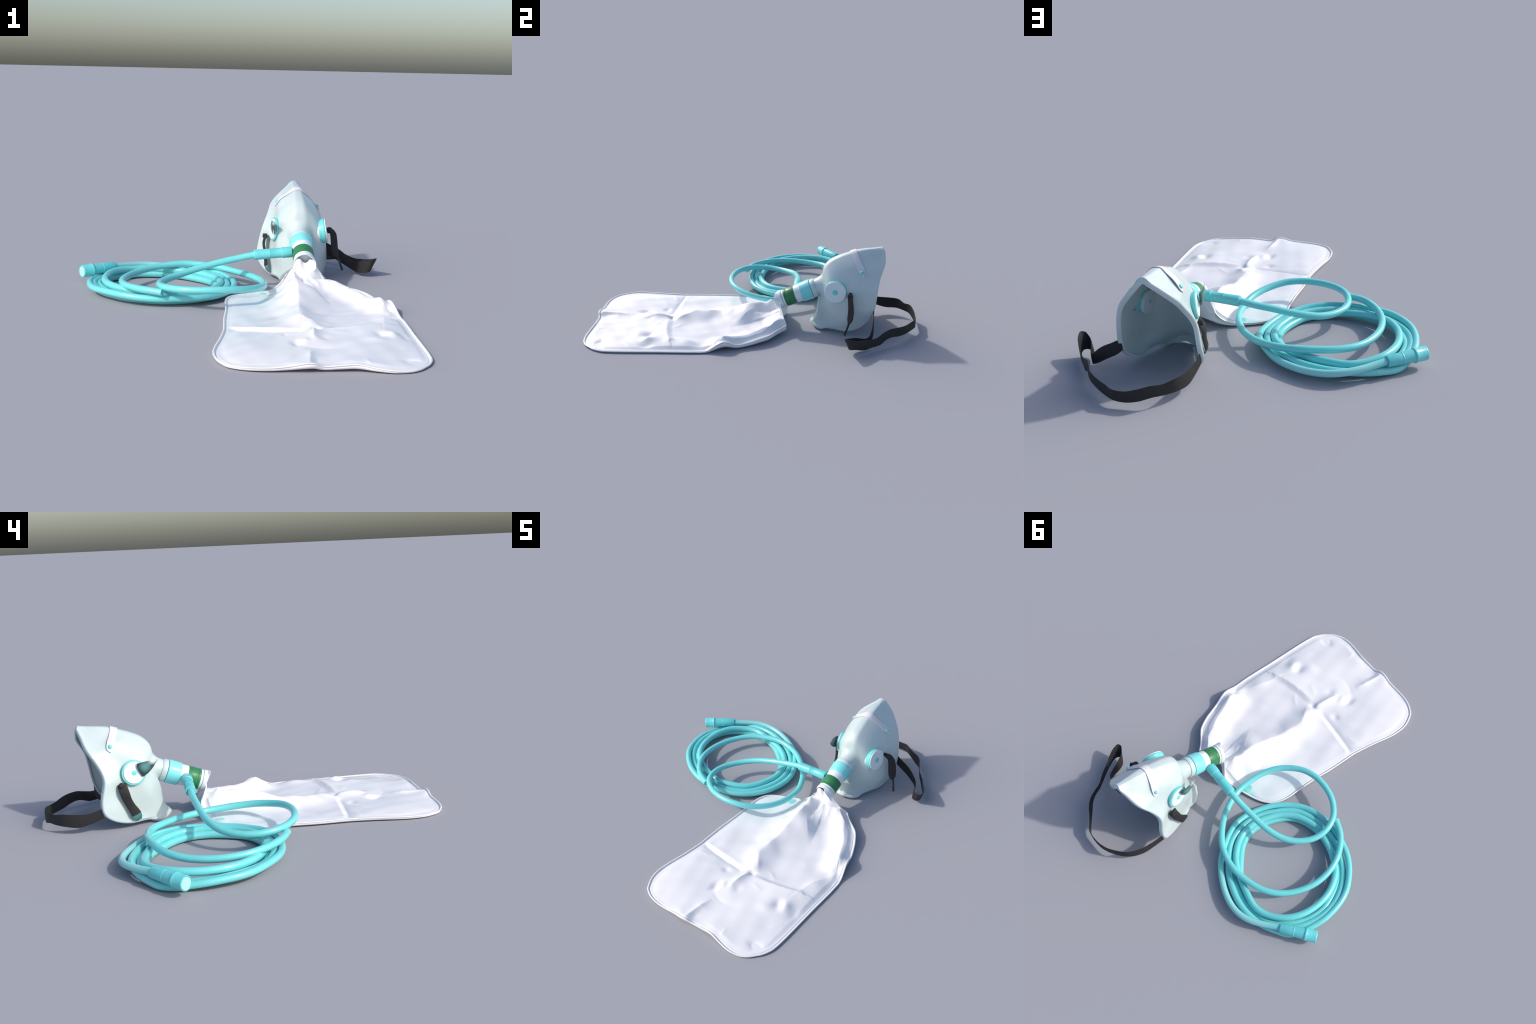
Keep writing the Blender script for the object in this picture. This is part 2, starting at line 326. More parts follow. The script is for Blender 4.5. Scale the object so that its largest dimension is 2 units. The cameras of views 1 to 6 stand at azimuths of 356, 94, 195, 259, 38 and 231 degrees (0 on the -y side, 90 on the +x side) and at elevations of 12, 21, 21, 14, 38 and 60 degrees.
# ------------------------------------------------ inlet neck and the adapter
AX = np.array((0.0, -0.938, -0.347)); AX /= np.linalg.norm(AX)
AN = np.array((0.0, -0.347, 0.938)); AN /= np.linalg.norm(AN)
def axp(s): return np.array((0.3555, 0, 0)) + AX*s + AN*0.091
ex, ey = np.array((1.0, 0, 0)), AN
V = []; nth = 72
fil = []
for th in np.linspace(0, 2*math.pi, nth, endpoint=False):
    r = ex*math.cos(th) + ey*math.sin(th)
    Pn = axp(-0.466) + r*0.0515
    Pm, _ = on_shell(axp(-0.35) + r*0.0515, -AX)
    Po, nn = on_shell(axp(-0.30) + r*0.080, -AX)
    if Pm is None: Pm = axp(-0.50) + r*0.0515
    if Po is None: Po = axp(-0.49) + r*0.075
    Pn0 = Pn - AX*0.0 
    col = [axp(-0.440) + r*0.0515, Pn]
    for u in np.linspace(0, 1, 14)[1:]:
        col.append((1-u)**2*Pn + 2*u*(1-u)*(Pm - AX*(-0.001)) + u*u*Po)
    fil.append(col)
fil = np.array(fil)
# even out the ring that meets the shell
for _ in range(2):
    fil[:, 2:] = (np.roll(fil, 1, 0) + 2*fil + np.roll(fil, -1, 0))[:, 2:] / 4
fil = fil.transpose(1, 0, 2)
make_obj("inlet_neck", fil.reshape(-1, 3), grid_faces(fil.shape[0], nth, True), M_mask, shell, True, 60)

# open the shell where the neck joins it
cut_ob = lathe("neck_cutter", [(-0.58, 0.0), (-0.58, 0.0455), (-0.40, 0.0455), (-0.40, 0.0)], axp(0), AX, M_mask)
bo = shell.modifiers.new("port", 'BOOLEAN'); bo.operation = 'DIFFERENCE'; bo.solver = 'EXACT'; bo.object = cut_ob
dg = bpy.context.evaluated_depsgraph_get()
me2 = bpy.data.meshes.new_from_object(shell.evaluated_get(dg))
if 0.9*len(shell.data.polygons) < len(me2.polygons) < 1.2*len(shell.data.polygons):
    shell.modifiers.clear(); shell.data = me2
    shell.data.set_sharp_from_angle(angle=math.radians(60))
else:
    shell.modifiers.clear()
bpy.data.objects.remove(cut_ob)
lathe("neck_wall", [(-0.462, 0.0455), (-0.459, 0.030), (-0.457, 0.0), (-0.452, 0.0), (-0.452, 0.0455)], axp(0), AX, M_neck, shell)
lathe("neck_liner", [(-0.487, 0.0505), (-0.488, 0.0456), (-0.486, 0.0450), (-0.436, 0.0450), (-0.436, 0.0512)], axp(0), AX, M_neck, shell)

adapter = bpy.data.objects.new("adapter", None)
bpy.context.scene.collection.objects.link(adapter); adapter.parent = root
lathe("neck_bead", [(-0.463, 0.050), (-0.4625, 0.0555), (-0.4605, 0.0570), (-0.440, 0.0578), (-0.436, 0.0565), (-0.434, 0.050)], axp(0), AX, M_neck, adapter)
lathe("collar", [(-0.4335, 0.048), (-0.4335, 0.0585), (-0.431, 0.0602), (-0.428, 0.0605), (-0.371, 0.0590), (-0.368, 0.0582), (-0.366, 0.0565), (-0.3655, 0.050)], axp(0), AX, M_collar, adapter)
lathe("white_sleeve", [(-0.372, 0.050), (-0.372, 0.0535), (-0.3275, 0.0532), (-0.3275, 0.048)], axp(0), AX, M_white, adapter)
lathe("green_band", [(-0.3285, 0.050), (-0.3285, 0.0538), (-0.3265, 0.0545), (-0.278, 0.0545), (-0.2765, 0.0538), (-0.275, 0.0545), (-0.264, 0.0545), (-0.2615, 0.0535), (-0.261, 0.049)], axp(0), AX, M_green, adapter)
lathe("cuff_ring", [(-0.262, 0.049), (-0.262, 0.0525), (-0.250, 0.0528), (-0.250, 0.049)], axp(0), AX, M_white, adapter)
lathe("green_thread", [(-0.2505, 0.049), (-0.2505, 0.0522), (-0.2475, 0.0522), (-0.2475, 0.049)], axp(0), AX, M_green, adapter)
lathe("cuff_membrane", [(-0.256, 0.049), (-0.254, 0.030), (-0.253, 0.0)], axp(0), AX, M_white, adapter)
lathe("bag_cuff", [(-0.248, 0.048), (-0.248, 0.0540), (-0.246, 0.0550), (-0.236, 0.0555), (-0.232, 0.0560), (-0.229, 0.0552), (-0.2275, 0.0530), (-0.229, 0.049), (-0.240, 0.046)], axp(0), AX, M_white, adapter)

# loose hood of film torn from the cuff on its right side
thh = np.linspace(math.radians(85), math.radians(-55), 40)
V = []
for i, a in enumerate(thh):
    f = i/39
    ln = 0.034*math.sin(math.pi*min(1, f*1.02))**0.7 + 0.003*math.sin(9*f)
    for jv in np.linspace(0, 1, 9):
        rr_ = 0.0545 + 0.003*jv + 0.0015*math.sin(14*f + 3*jv)
        V.append(axp(-0.232 + ln*jv) + (ex*math.cos(a) + ey*math.sin(a))*rr_)
G = np.array(V).reshape(40, 9, 3)
n1 = np.cross(np.gradient(G, axis=0), np.gradient(G, axis=1)); n1 /= np.linalg.norm(n1, axis=2)[..., None] + 1e-12
W = np.vstack([G.reshape(-1, 3), (G + n1*0.0018).reshape(-1, 3)])
F = grid_faces(40, 9) + grid_faces(40, 9, off=360)
bd = [(0, j) for j in range(9)] + [(i, 8) for i in range(1, 40)] + [(39, j) for j in range(7, -1, -1)] + [(i, 0) for i in range(38, 0, -1)]
bi = [i*9+j for i, j in bd]
F += [(bi[k], bi[(k+1) % len(bi)], bi[(k+1) % len(bi)]+360, bi[k]+360) for k in range(len(bi))]
make_obj("cuff_hood", W, F, M_white, adapter, True, 50)

# ------------------------------------------------------------------- valves
def valve(c, nrm_, R, rd, rdot, side):
    c = np.array(c, float); nrm_ = np.array(nrm_, float); nrm_ /= np.linalg.norm(nrm_)
    v = bpy.data.objects.new("exhalation_valve" if side > 0 else "inhalation_valve", None)
    bpy.context.scene.collection.objects.link(v); v.parent = root
    # ring through the shell with a groove, disc in front, disc behind
    lathe("valve_ring", [(-0.034, 0.030), (-0.034, R*0.90), (-0.026, R*0.93), (-0.018, R*0.955), (-0.0135, R*0.985),
                         (-0.011, R), (-0.005, R), (-0.003, R*0.985), (-0.002, rd+0.0012), (-0.004, rd-0.001), (-0.004, 0.0)], c, nrm_, M_ring, v, 64, 30)
    lathe("valve_disc", [(-0.006, rd), (0.0030, rd), (0.0045, rd-0.0018), (0.0045, 0.0)] if side > 0 else [(-0.006, rd), (-0.0005, rd), (0.001, rd-0.0018), (0.001, 0.0)], c, nrm_, M_disc, v, 64)
    lathe("valve_button", [(0.0, rdot), (0.0022, rdot-0.0006), (0.003, rdot*0.75), (0.003, 0)], c + nrm_*(0.0035 if side > 0 else 0), nrm_, M_ring, v, 32)
    lathe("inner_disc", [(-0.030, R*0.86), (-0.0475, R*0.86), (-0.049, R*0.84), (-0.049, 0)], c, nrm_, M_disc, v, 64)
    lathe("inner_button", [(-0.0485, 0.009), (-0.0505, 0.008), (-0.0505, 0)], c, nrm_, M_ring, v, 32)
    return v
valve((0.5045, 0.5155, 0.2722), (0.972, -0.13, 0.17), 0.0672, 0.0640, 0.0165, 1)
vl = valve((0.2200, 0.5440, 0.2735), (-0.955, -0.26, 0.08), 0.0630, 0.0545, 0.0130, -1)

# torn silicone flap curling out of the left valve
nL = np.array((-0.955, -0.26, 0.08)); nL /= np.linalg.norm(nL)
base = spline([(0.2165, 0.530, 0.318), (0.214, 0.527, 0.300), (0.2165, 0.516, 0.272), (0.222, 0.505, 0.250)], 9)
tip = np.array((0.226, 0.425, 0.328))
NU, NV = 22, 9
V = []
for i in range(NU):
    u = i/(NU-1)
    for j in range(NV):
        v = j/(NV-1)
        p0 = base[j]
        e = (base[4]*(1-u) + tip*u) + (p0 - base[4])*(1 - u**1.7)
        # trough-like curl, belly away from the mask
        w = math.sin(math.pi*u) 
        e = e + np.array((-0.008, 0.0, 0.0)) * math.sin(math.pi*v)*(1-u)**0.5 * u**0.5 + np.array((-0.009, 0, -0.002)) * math.sin(math.pi*u**0.8)
        V.append(e)
V = np.array(V)
G = V.reshape(NU, NV, 3)
n1 = np.cross(np.gradient(G, axis=0), np.gradient(G, axis=1)); n1 /= np.linalg.norm(n1, axis=2)[..., None] + 1e-12
W = np.vstack([G.reshape(-1, 3), (G + n1*0.0014).reshape(-1, 3)])
F = grid_faces(NU, NV) + grid_faces(NU, NV, off=NU*NV)
bd = [(0, j) for j in range(NV)] + [(i, NV-1) for i in range(1, NU)] + [(NU-1, j) for j in range(NV-2, -1, -1)] + [(i, 0) for i in range(NU-2, 0, -1)]
bi = [i*NV+j for i, j in bd]
for k in range(len(bi)):
    F.append((bi[k], bi[(k+1) % len(bi)], bi[(k+1) % len(bi)]+NU*NV, bi[k]+NU*NV))
make_obj("torn_flap", W, F, M_flap, vl, True, 50)

# -------------------------------------------------------- ribbons (clip, straps)
def ribbon(name, e1, e2, th, matl, parent=root, n=120, m=7, crown=0.0, wob=0.0, off=0.0):
    a, c = spline(e1, n), spline(e2, n)
    G = np.array([[a[i]*(1-v) + c[i]*v for v in np.linspace(0, 1, m)] for i in range(n)])
    nn = np.cross(np.gradient(G, axis=0), np.gradient(G, axis=1)); nn /= np.linalg.norm(nn, axis=2)[..., None] + 1e-12
    if wob:
        t = np.linspace(0, 1, n)
        w = sum(np.sin(t*f + p) for f, p in ((31, .3), (53, 1.7), (19, 2.9))) / 3
        G = G + nn * (w*wob)[:, None, None]
    v = np.linspace(-1, 1, m)
    prof = (1 - v**4) * 0.5 + 0.5
    T = th * prof[None, :, None]
    top = G + nn*(off + T/2); bot = G + nn*(off - T/2)
    V = np.vstack([top.reshape(-1, 3), bot.reshape(-1, 3)])
    F = grid_faces(n, m) + grid_faces(n, m, off=n*m)
    bd = [(0, j) for j in range(m)] + [(i, m-1) for i in range(1, n)] + [(n-1, j) for j in range(m-2, -1, -1)] + [(i, 0) for i in range(n-2, 0, -1)]
    bi = [i*m+j for i, j in bd]
    for k in range(len(bi)):
        F.append((bi[k], bi[(k+1) % len(bi)], bi[(k+1) % len(bi)]+n*m, bi[k]+n*m))
    return make_obj(name, V, F, matl, parent, True, 50)

# head strap: bottom and top edges from the right rim, round the corner, back to the left rim
strap = bpy.data.objects.new("head_strap", None)
bpy.context.scene.collection.objects.link(strap); strap.parent = root
bot = [(.512, .742, .122), (.538, .741, .101), (.568, .740, .084), (.602, .737, .066), (.635, .731, .046), (.662, .722, .031), (.682, .708, .020),
       (.697, .685, .014), (.704, .660, .012), (.712, .630, .014), (.726, .604, .020), (.744, .592, .024), (.762, .590, .028), (.774, .602, .031),
       (.774, .628, .032), (.764, .660, .024), (.750, .687, .020), (.728, .718, .022), (.705, .750, .021), (.685, .777, .023), (.666, .797, .033), (.654, .815, .041),
       (.641, .838, .045), (.612, .878, .038), (.577, .907, .029), (.538, .938, .025), (.494, .970, .024), (.457, .992, .023), (.400, .997, .020),
       (.342, .990, .027), (.288, .971, .040), (.245, .942, .040), (.205, .900, .039), (.180, .830, .034), (.170, .770, .050), (.160, .708, .076)]
top = [(.512, .744, .180), (.538, .742, .166), (.568, .739, .150), (.602, .735, .134), (.635, .729, .112), (.662, .720, .088), (.684, .708, .070),
       (.700, .684, .066), (.711, .655, .074), (.722, .630, .082), (.738, .600, .087), (.760, .577, .094), (.784, .563, .104), (.799, .571, .108),
       (.798, .597, .104), (.781, .641, .090), (.757, .675, .082), (.735, .708, .077), (.712, .742, .073), (.690, .766, .076), (.667, .788, .084), (.652, .808, .090),
       (.640, .830, .096), (.610, .884, .094), (.575, .918, .087), (.538, .941, .080), (.497, .967, .077), (.460, .993, .075), (.405, .998, .072),
       (.345, .993, .084), (.290, .975, .096), (.249, .943, .091), (.210, .912, .101), (.182, .850, .100), (.170, .780, .102), (.162, .716, .122)]
ribbon("elastic_band", bot, top, 0.004, M_strap, strap, 260, 7)

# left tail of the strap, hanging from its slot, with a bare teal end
ribbon("strap_tail", [(.196, .631, .222), (.186, .629, .206), (.180, .622, .180), (.184, .612, .150), (.186, .598, .120), (.187, .584, .090), (.187, .572, .062)],
       [(.198, .586, .232), (.186, .583, .216), (.179, .576, .190), (.184, .566, .150), (.190, .552, .120), (.193, .537, .098), (.195, .527, .080)], 0.014, M_strap, strap, 60, 7)
ribbon("strap_tail_end", [(.187, .574, .066), (.192, .562, .046), (.206, .553, .034)], [(.195, .529, .084), (.199, .523, .062), (.209, .526, .042)], 0.007, M_tail, strap, 20, 5)
lathe("strap_peg", [(0, 0), (0, 0.013), (0.016, 0.013), (0.021, 0.011), (0.023, 0)], (0.196, 0.612, 0.222), (-1, -.15, .1), M_strap, strap, 24)
# right tail: rounded tongue ending in a thin cord
tc_ = np.array([(.515, .606, .266), (.538, .606, .264), (.556, .604, .244), (.565, .606, .205), (.570, .605, .160), (.577, .599, .124), (.583, .593, .104)])
tw_ = np.array([.013, .017, .021, .023, .0235, .020, .006])[:, None] * np.array([(.80, .60, 0)])
ribbon("strap_tongue", tc_ + tw_, tc_ - tw_, 0.010, M_strap, strap, 70, 9)
lathe("strap_knob", [(0, 0), (0, 0.010), (0.020, 0.011), (0.034, 0.017), (0.046, 0.016), (0.052, 0.010), (0.054, 0)], (0.500, 0.606, 0.262), (1, -.08, -.1), M_strap, strap, 28)
lathe("peg_stem", [(0, 0.008), (0.034, 0.008), (0.036, 0)], (0.494, 0.606, 0.262), (1, -.08, -.02), M_ring, strap, 20)
sweep("strap_cord", spline([(.586, .595, .112), (.594, .588, .094), (.603, .577, .068), (.612, .566, .044)], 24), 0.0062, M_strap, strap, 12)

# -------------------------------------------------------------- nose clip
front = [(.236, .650, .381), (.248, .629, .405), (.286, .616, .428), (.326, .608, .455), (.346, .602, .470), (.364, .602, .472), (.384, .608, .463), (.412, .621, .441), (.442, .636, .412), (.470, .652, .378), (.487, .684, .352)]
back = [(.236, .650, .381), (.243, .670, .396), (.262, .668, .418), (.290, .657, .439), (.315, .650, .458), (.342, .646, .478), (.362, .648, .487), (.380, .654, .474), (.400, .664, .452), (.428, .677, .425), (.460, .694, .385), (.487, .684, .352)]
fa, fb = spline(front, 90), spline(back, 90)
G = []
for i in range(90):
    row = []
    for v in np.linspace(0.10, 0.90, 9):
        p = fa[i]*(1-v) + fb[i]*v
        q = bvh.find_nearest(Vector(p))
        h, nn = np.array(q[0]), np.array(q[1])
        if nn @ (p - np.array((0.356, 0.68, 0.30))) < 0: nn = -nn
        row.append(h + nn*(0.0036 + 0.006*math.exp(-((i-17)/9)**2)*v))
    G.append(row)
G = np.array(G)
for _ in range(3):
    G[1:-1] = (G[:-2] + 2*G[1:-1] + G[2:]) / 4
nn = np.cross(np.gradient(G, axis=0), np.gradient(G, axis=1)); nn /= np.linalg.norm(nn, axis=2)[..., None] + 1e-12
V = np.vstack([(G + nn*0.0018).reshape(-1, 3), (G - nn*0.0018).reshape(-1, 3)])
n, m = 90, 9
F = grid_faces(n, m) + grid_faces(n, m, off=n*m)
bd = [(0, j) for j in range(m)] + [(i, m-1) for i in range(1, n)] + [(n-1, j) for j in range(m-2, -1, -1)] + [(i, 0) for i in range(n-2, 0, -1)]
bi = [i*m+j for i, j in bd]
for k in range(len(bi)):
    F.append((bi[k], bi[(k+1) % len(bi)], bi[(k+1) % len(bi)]+n*m, bi[k]+n*m))
clip = make_obj("nose_clip", V, F, M_clip, root, True, 50)
for c in ((0.478, 0.672, 0.386), (0.249, 0.649, 0.407)):
    q = bvh.find_nearest(Vector(c)); h, nn = np.array(q[0]), np.array(q[1])
    if nn @ (h - np.array((0.356, 0.68, 0.30))) < 0: nn = -nn
    lathe("rivet", [(0, 0.0105), (0.009, 0.0105), (0.0122, 0.0082), (0.0138, 0.004), (0.014, 0)], h, nn, M_ring, clip, 24)

# ------------------------------------------------------------- reservoir bag
def tps(pts):
    P = np.array(pts, float); X, z = P[:, :2], P[:, 2]
    def U(r): return np.where(r > 1e-9, r*r*np.log(np.maximum(r, 1e-9)), 0)
    n = len(X); K = U(np.linalg.norm(X[:, None]-X[None], axis=2)) + np.eye(n)*2e-4
    Q = np.c_[np.ones(n), X]
    Amat = np.block([[K, Q], [Q.T, np.zeros((3, 3))]])
    w = np.linalg.solve(Amat, np.r_[z, 0, 0, 0])
    def f(xy):
        out = np.zeros(len(xy))
        for i in range(0, len(xy), 4000):
            c = xy[i:i+4000]
            out[i:i+4000] = U(np.linalg.norm(c[:, None]-X[None], axis=2)) @ w[:n] + w[n] + c @ w[n+1:]
        return out
    return f

def crease(xy, line, hs, wl, wr, p=1.0):
    """ridge along a polyline; positive side = left of travel; separate widths"""
    l = spline(np.array(line, float), 120); h = np.interp(np.linspace(0, 1, 120), np.linspace(0, 1, len(hs)), hs)
    t = np.gradient(l, axis=0); t /= np.linalg.norm(t, axis=1)[:, None]
    out = np.zeros(len(xy))
    for i in range(0, len(xy), 4000):
        c = xy[i:i+4000]
        dd = c[:, None] - l[None]
        d = np.linalg.norm(dd, axis=2); k = d.argmin(1); ar = np.arange(len(c))
        dv = dd[ar, k]; side = t[k, 0]*dv[:, 1] - t[k, 1]*dv[:, 0]
        w = np.where(side > 0, wl, wr)
        # blend the widths across the line ends
        out[i:i+4000] = h[k] * np.exp(-(np.sqrt(d[ar, k]**2 + 1.5e-5) / w) ** p)
    return out

def blob(xy, c, r, h):
    d = (xy - np.array(c)) / np.array(r)
    return h * np.exp(-(d**2).sum(1))

# outline of the bag, left and right edges by rows from the cuff to the far end
LE = [(.263, .221, .086), (.233, .215, .048), (.188, .196, .020), (.134, .178, .014), (.079, .158, .011), (.026, .132, .013), (-.014, .097, .015), (-.037, .049, .016), (-.045, -.009, .015),
      (-.045, -.065, .015), (-.049, -.182, .017), (-.059, -.302, .016), (-.063, -.419, .016), (-.066, -.482, .015), (-.084, -.597, .014), (-.109, -.717, .012), (-.114, -.790, .012), (-.104, -.850, .011), (-.072, -.913, .010), (-.045, -.937, .010)]
RE = [(.495, .226, .052), (.525, .195, .048), (.559, .167, .046), (.590, .145, .043), (.616, .124, .041), (.636, .099, .039), (.654, .069, .037), (.670, .040, .033), (.685, .006, .028),
      (.710, -.059, .026), (.731, -.138, .054), (.754, -.235, .008), (.759, -.311, .005), (.758, -.400, .005), (.755, -.520, .005), (.754, -.670, .005), (.752, -.770, .005), (.745, -.850, .005), (.722, -.905, .005), (.700, -.932, .005)]
END = [(-.045, -.937, .010), (-.016, -.953, .011), (.048, -.970, .013), (.110, -.974, .015), (.172, -.974, .021), (.235, -.981, .034), (.258, -.980, .035), (.296, -.971, .020), (.362, -.969, .022), (.427, -.970, .026), (.502, -.985, .016), (.572, -.994, .009), (.639, -.982, .005), (.680, -.955, .005), (.700, -.932, .005)]
base_pts = [(x, y, max(z, .008)) for x, y, z in LE[2:]] + [(x, y, max(z, .010)) for x, y, z in RE[2:]] + [(x, y, max(z, .010)) for x, y, z in END[1:-1:2]]
base_pts += [
 # front half: limp sheet, one long ridge from the neck and a raised flank on the right
 (.0, -.05, .021), (.0, .03, .021), (.07, .06, .020), (.10, -.05, .020), (.15, .08, .022), (.19, .13, .024), (.22, .12, .034), (.25, .17, .060), (.255, .11, .062),
 (.292, .125, .126), (.300, .05, .110), (.17, .0, .027), (.225, .0, .045), (.288, .0, .104), (.33, .05, .086), (.34, .12, .072), (.365, .03, .080), (.34, -.02, .100), (.365, -.05, .086), (.40, .03, .066),
 (.10, -.16, .019), (.19, -.14, .026), (.235, -.13, .040), (.287, -.12, .074), (.34, -.12, .064), (.39, -.10, .048), (.42, -.03, .056),
 (.10, -.28, .015), (.20, -.27, .022), (.282, -.26, .050), (.34, -.25, .030), (.0, -.25, .020), (.0, -.15, .020),
 (.40, .165, .078), (.45, .165, .078), (.512, .158, .080), (.40, .10, .066), (.45, .09, .048), (.46, .0, .034), (.50, .04, .038), (.55, .08, .056), (.60, .02, .050), (.56, -.04, .028), (.65, -.06, .048), (.672, -.138, .060),
 (.50, -.10, .020), (.42, -.18, .024), (.60, -.14, .020), (.52, -.25, .019), (.42, -.28, .022), (.60, -.25, .013), (.67, -.24, .016), (.72, -.33, .018), (.68, -.35, .028),
 (.17, -.38, .020), (.05, -.40, .020), (.277, -.36, .048), (.38, -.38, .022), (.50, -.39, .022), (.60, -.38, .026),
 # far half
 (.253, -.506, .018), (.12, -.49, .018), (-.02, -.468, .015), (.34, -.50, .026), (.45, -.49, .030), (.57, -.48, .036), (.69, -.47, .023),
 (.15, -.60, .023), (.0, -.60, .026), (.30, -.58, .031), (.42, -.60, .033), (.54, -.58, .036), (.631, -.60, .030), (.70, -.62, .019),
 (.20, -.72, .025), (.05, -.74, .027), (.30, -.73, .032), (.42, -.72, .034), (.55, -.74, .030), (.68, -.76, .017),
 (.0, -.86, .023), (.12, -.87, .022), (.25, -.88, .022), (.36, -.87, .023), (.48, -.87, .027), (.60, -.87, .020), (.68, -.88, .011)]
base = tps(base_pts)

def bag_h(xy):
    z = base(xy)
    x, y = xy[:, 0], xy[:, 1]
    # long ridge down the bag from the neck
    z += crease(xy, [(.294, .13), (.300, .04), (.296, -.08), (.288, -.20), (.277, -.36)], [.010, .014, .016, .014, .004], .028, .045)
    # left transverse fold: step up on the mask side, drop to the valley
    z += crease(xy, [(.262, -.484), (.10, -.463), (-.053, -.443)], [.004, .011, .011, .009], .022, .034)
    z -= crease(xy, [(.262, -.508), (.10, -.490), (-.052, -.466)], [.008, .016, .015, .006], .013, .018)
    # right transverse fold: lip that overhangs the mask side
    z += crease(xy, [(.335, -.512), (.45, -.506), (.56, -.488), (.65, -.462)], [.0, .012, .014, .010], .012, .05)
    z -= crease(xy, [(.335, -.490), (.45, -.482), (.56, -.464), (.65, -.440)], [.003, .004, .004, .002], .03, .012)
    # central ridge behind the crossing
    z += crease(xy, [(.320, -.512), (.310, -.57), (.301, -.636)], [.016, .023, .023, .014], .020, .017)
    z -= blob(xy, (.332, -.498), (.022, .018), .014)
    z += blob(xy, (.318, -.455), (.03, .04), .010)
    z += crease(xy, [(.285, -.37), (.32, -.42), (.352, -.462)], [.006, .014, .004], .028, .028)
    # knob and hollows round its end
    z += blob(xy, (.262, -.662), (.018, .022), .006)
    z -= blob(xy, (.228, -.688), (.022, .040), .012)
    z -= blob(xy, (.345, -.640), (.024, .030), .006)
    z -= crease(xy, [(.215, -.67), (.262, -.735), (.34, -.765), (.44, -.74)], [.001, .005, .005, .001], .030, .030)
    z -= blob(xy, (.195, -.553), (.024, .020), .008)
    # fold at the far end
    z += crease(xy, [(.246, -.990), (.252, -.93), (.262, -.85), (.275, -.78)], [.018, .018, .016, .0], .018, .018)
    z -= crease(xy, [(.272, -.99), (.280, -.93), (.290, -.85)], [.006, .006, .0], .03, .03)
    # dimples on the right
    z -= blob(xy, (.592, -.600), (.026, .030), .013)
    z += blob(xy, (.640, -.596), (.026, .032), .012)
    z -= blob(xy, (.655, -.885), (.035, .022), .008)
    z += blob(xy, (.560, -.665), (.05, .03), .005)
    z -= blob(xy, (.70, -.60), (.022, .04), .006)
    # raised flank on the right and the notch where it stops
    z += crease(xy, [(.43, .175), (.512, .166), (.56, .09), (.62, .0), (.655, -.085), (.678, -.138)], [.002, .008, .012, .010, .010, .014], .022, .040)
    z -= blob(xy, (.712, -.195), (.026, .028), .012)
    z -= blob(xy, (.735, -.142), (.014, .020), .020)
    z += crease(xy, [(.73, -.22), (.68, -.29), (.648, -.37), (.632, -.45)], [.001, .005, .010, .008], .04, .022)
    # valley leaving the neck between the long ridge and the flank
    z -= crease(xy, [(.37, .150), (.41, .06), (.44, -.03), (.46, -.12)], [.0, .014, .012, .0], .028, .040)
    z += crease(xy, [(.36, .185), (.385, .12), (.405, .06), (.43, -.01)], [.004, .010, .012, .0], .012, .030)
    z += crease(xy, [(.290, .115), (.262, .06), (.215, .0)], [.008, .009, .0], .018, .024)
    z -= blob(xy, (.345, .075), (.022, .035), .008)
    z += crease(xy, [(.345, .02), (.385, -.03), (.43, -.085)], [.006, .012, .0], .014, .030)
    # small gathers running out from the cuff
    for (a, c, h) in (((.322, .165), (.312, .075), .007), ((.362, .165), (.352, .060), .007), ((.405, .172), (.425, .085), .006),
                      ((.450, .178), (.500, .105), .005), ((.275, .175), (.235, .105), .005), ((.345, .080), (.385, .010), .006), ((.560, .060), (.520, -.030), .004)):
        m = ((a[0]+c[0])/2 + .006, (a[1]+c[1])/2)
        z += crease(xy, [a, m, c], [h, h, 0], .009, .013)
    # fine wrinkles by the notch, beside the crossing and along the far edge
    for (a, c, h) in (((.700, -.165), (.655, -.215), .005), ((.715, -.215), (.690, -.275), .004), ((.420, -.430), (.480, -.475), .004),
                      ((.400, -.560), (.470, -.590), .003), ((.130, -.560), (.060, -.610), .003), ((.480, -.960), (.470, -.880), .004),
                      ((.030, -.520), (-.040, -.540), .004), ((.690, -.700), (.640, -.760), .003)):
        m = ((a[0]+c[0])/2, (a[1]+c[1])/2 + .004)
        z += crease(xy, [a, m, c], [h, h, 0], .010, .014)
    # slight slackness everywhere
    z += 0.0026*np.sin(12*x + 5*y + 1)*np.sin(10*y - 4*x + .5)*ss(.0, -.4, y) + 0.0012*np.sin(19*x + 7*y + .4)*np.sin(23*y - 6*x) + 0.0010*np.sin(47*x - 22*y)*np.sin(38*y + 13*x)
    return z

NRW, NCL = 400, 281
# rows: blend from edges; END closes the far side
eL, eR = spline(LE, NRW), spline(RE, NRW)
t = np.linspace(0, 1, NRW); t = t + 0.06*np.sin(math.pi*t)*t**3
v = np.linspace(0, 1, NCL); v = 0.25*v + 0.75*(0.5 - 0.5*np.cos(math.pi*v))
# match left and right edges row by row (by control index, not by length)
def by_index(E):
    E = np.array(E, float); return E
LEi, REi = np.array(LE), np.array(RE)
def idx_spline(E, n):
    k = np.arange(len(E)); out = np.empty((n, 3)); tt = t*(len(E)-1)
    m_ = np.gradient(E, axis=0)
    i = np.minimum(tt.astype(int), len(E)-2); u = (tt - i)[:, None]
    return ((2*u**3 - 3*u**2 + 1)*E[i] + (u**3 - 2*u*u + u)*m_[i] + (-2*u**3 + 3*u*u)*E[i+1] + (u**3 - u*u)*m_[i+1])
eL, eR = idx_spline(LEi, NRW), idx_spline(REi, NRW)
endc = spline(END, 1200)
endc = np.array([np.interp(v, np.linspace(0, 1, 1200), endc[:, a]) for a in range(3)]).T
G = eL[:, None]*(1-v)[None, :, None] + eR[:, None]*v[None, :, None]
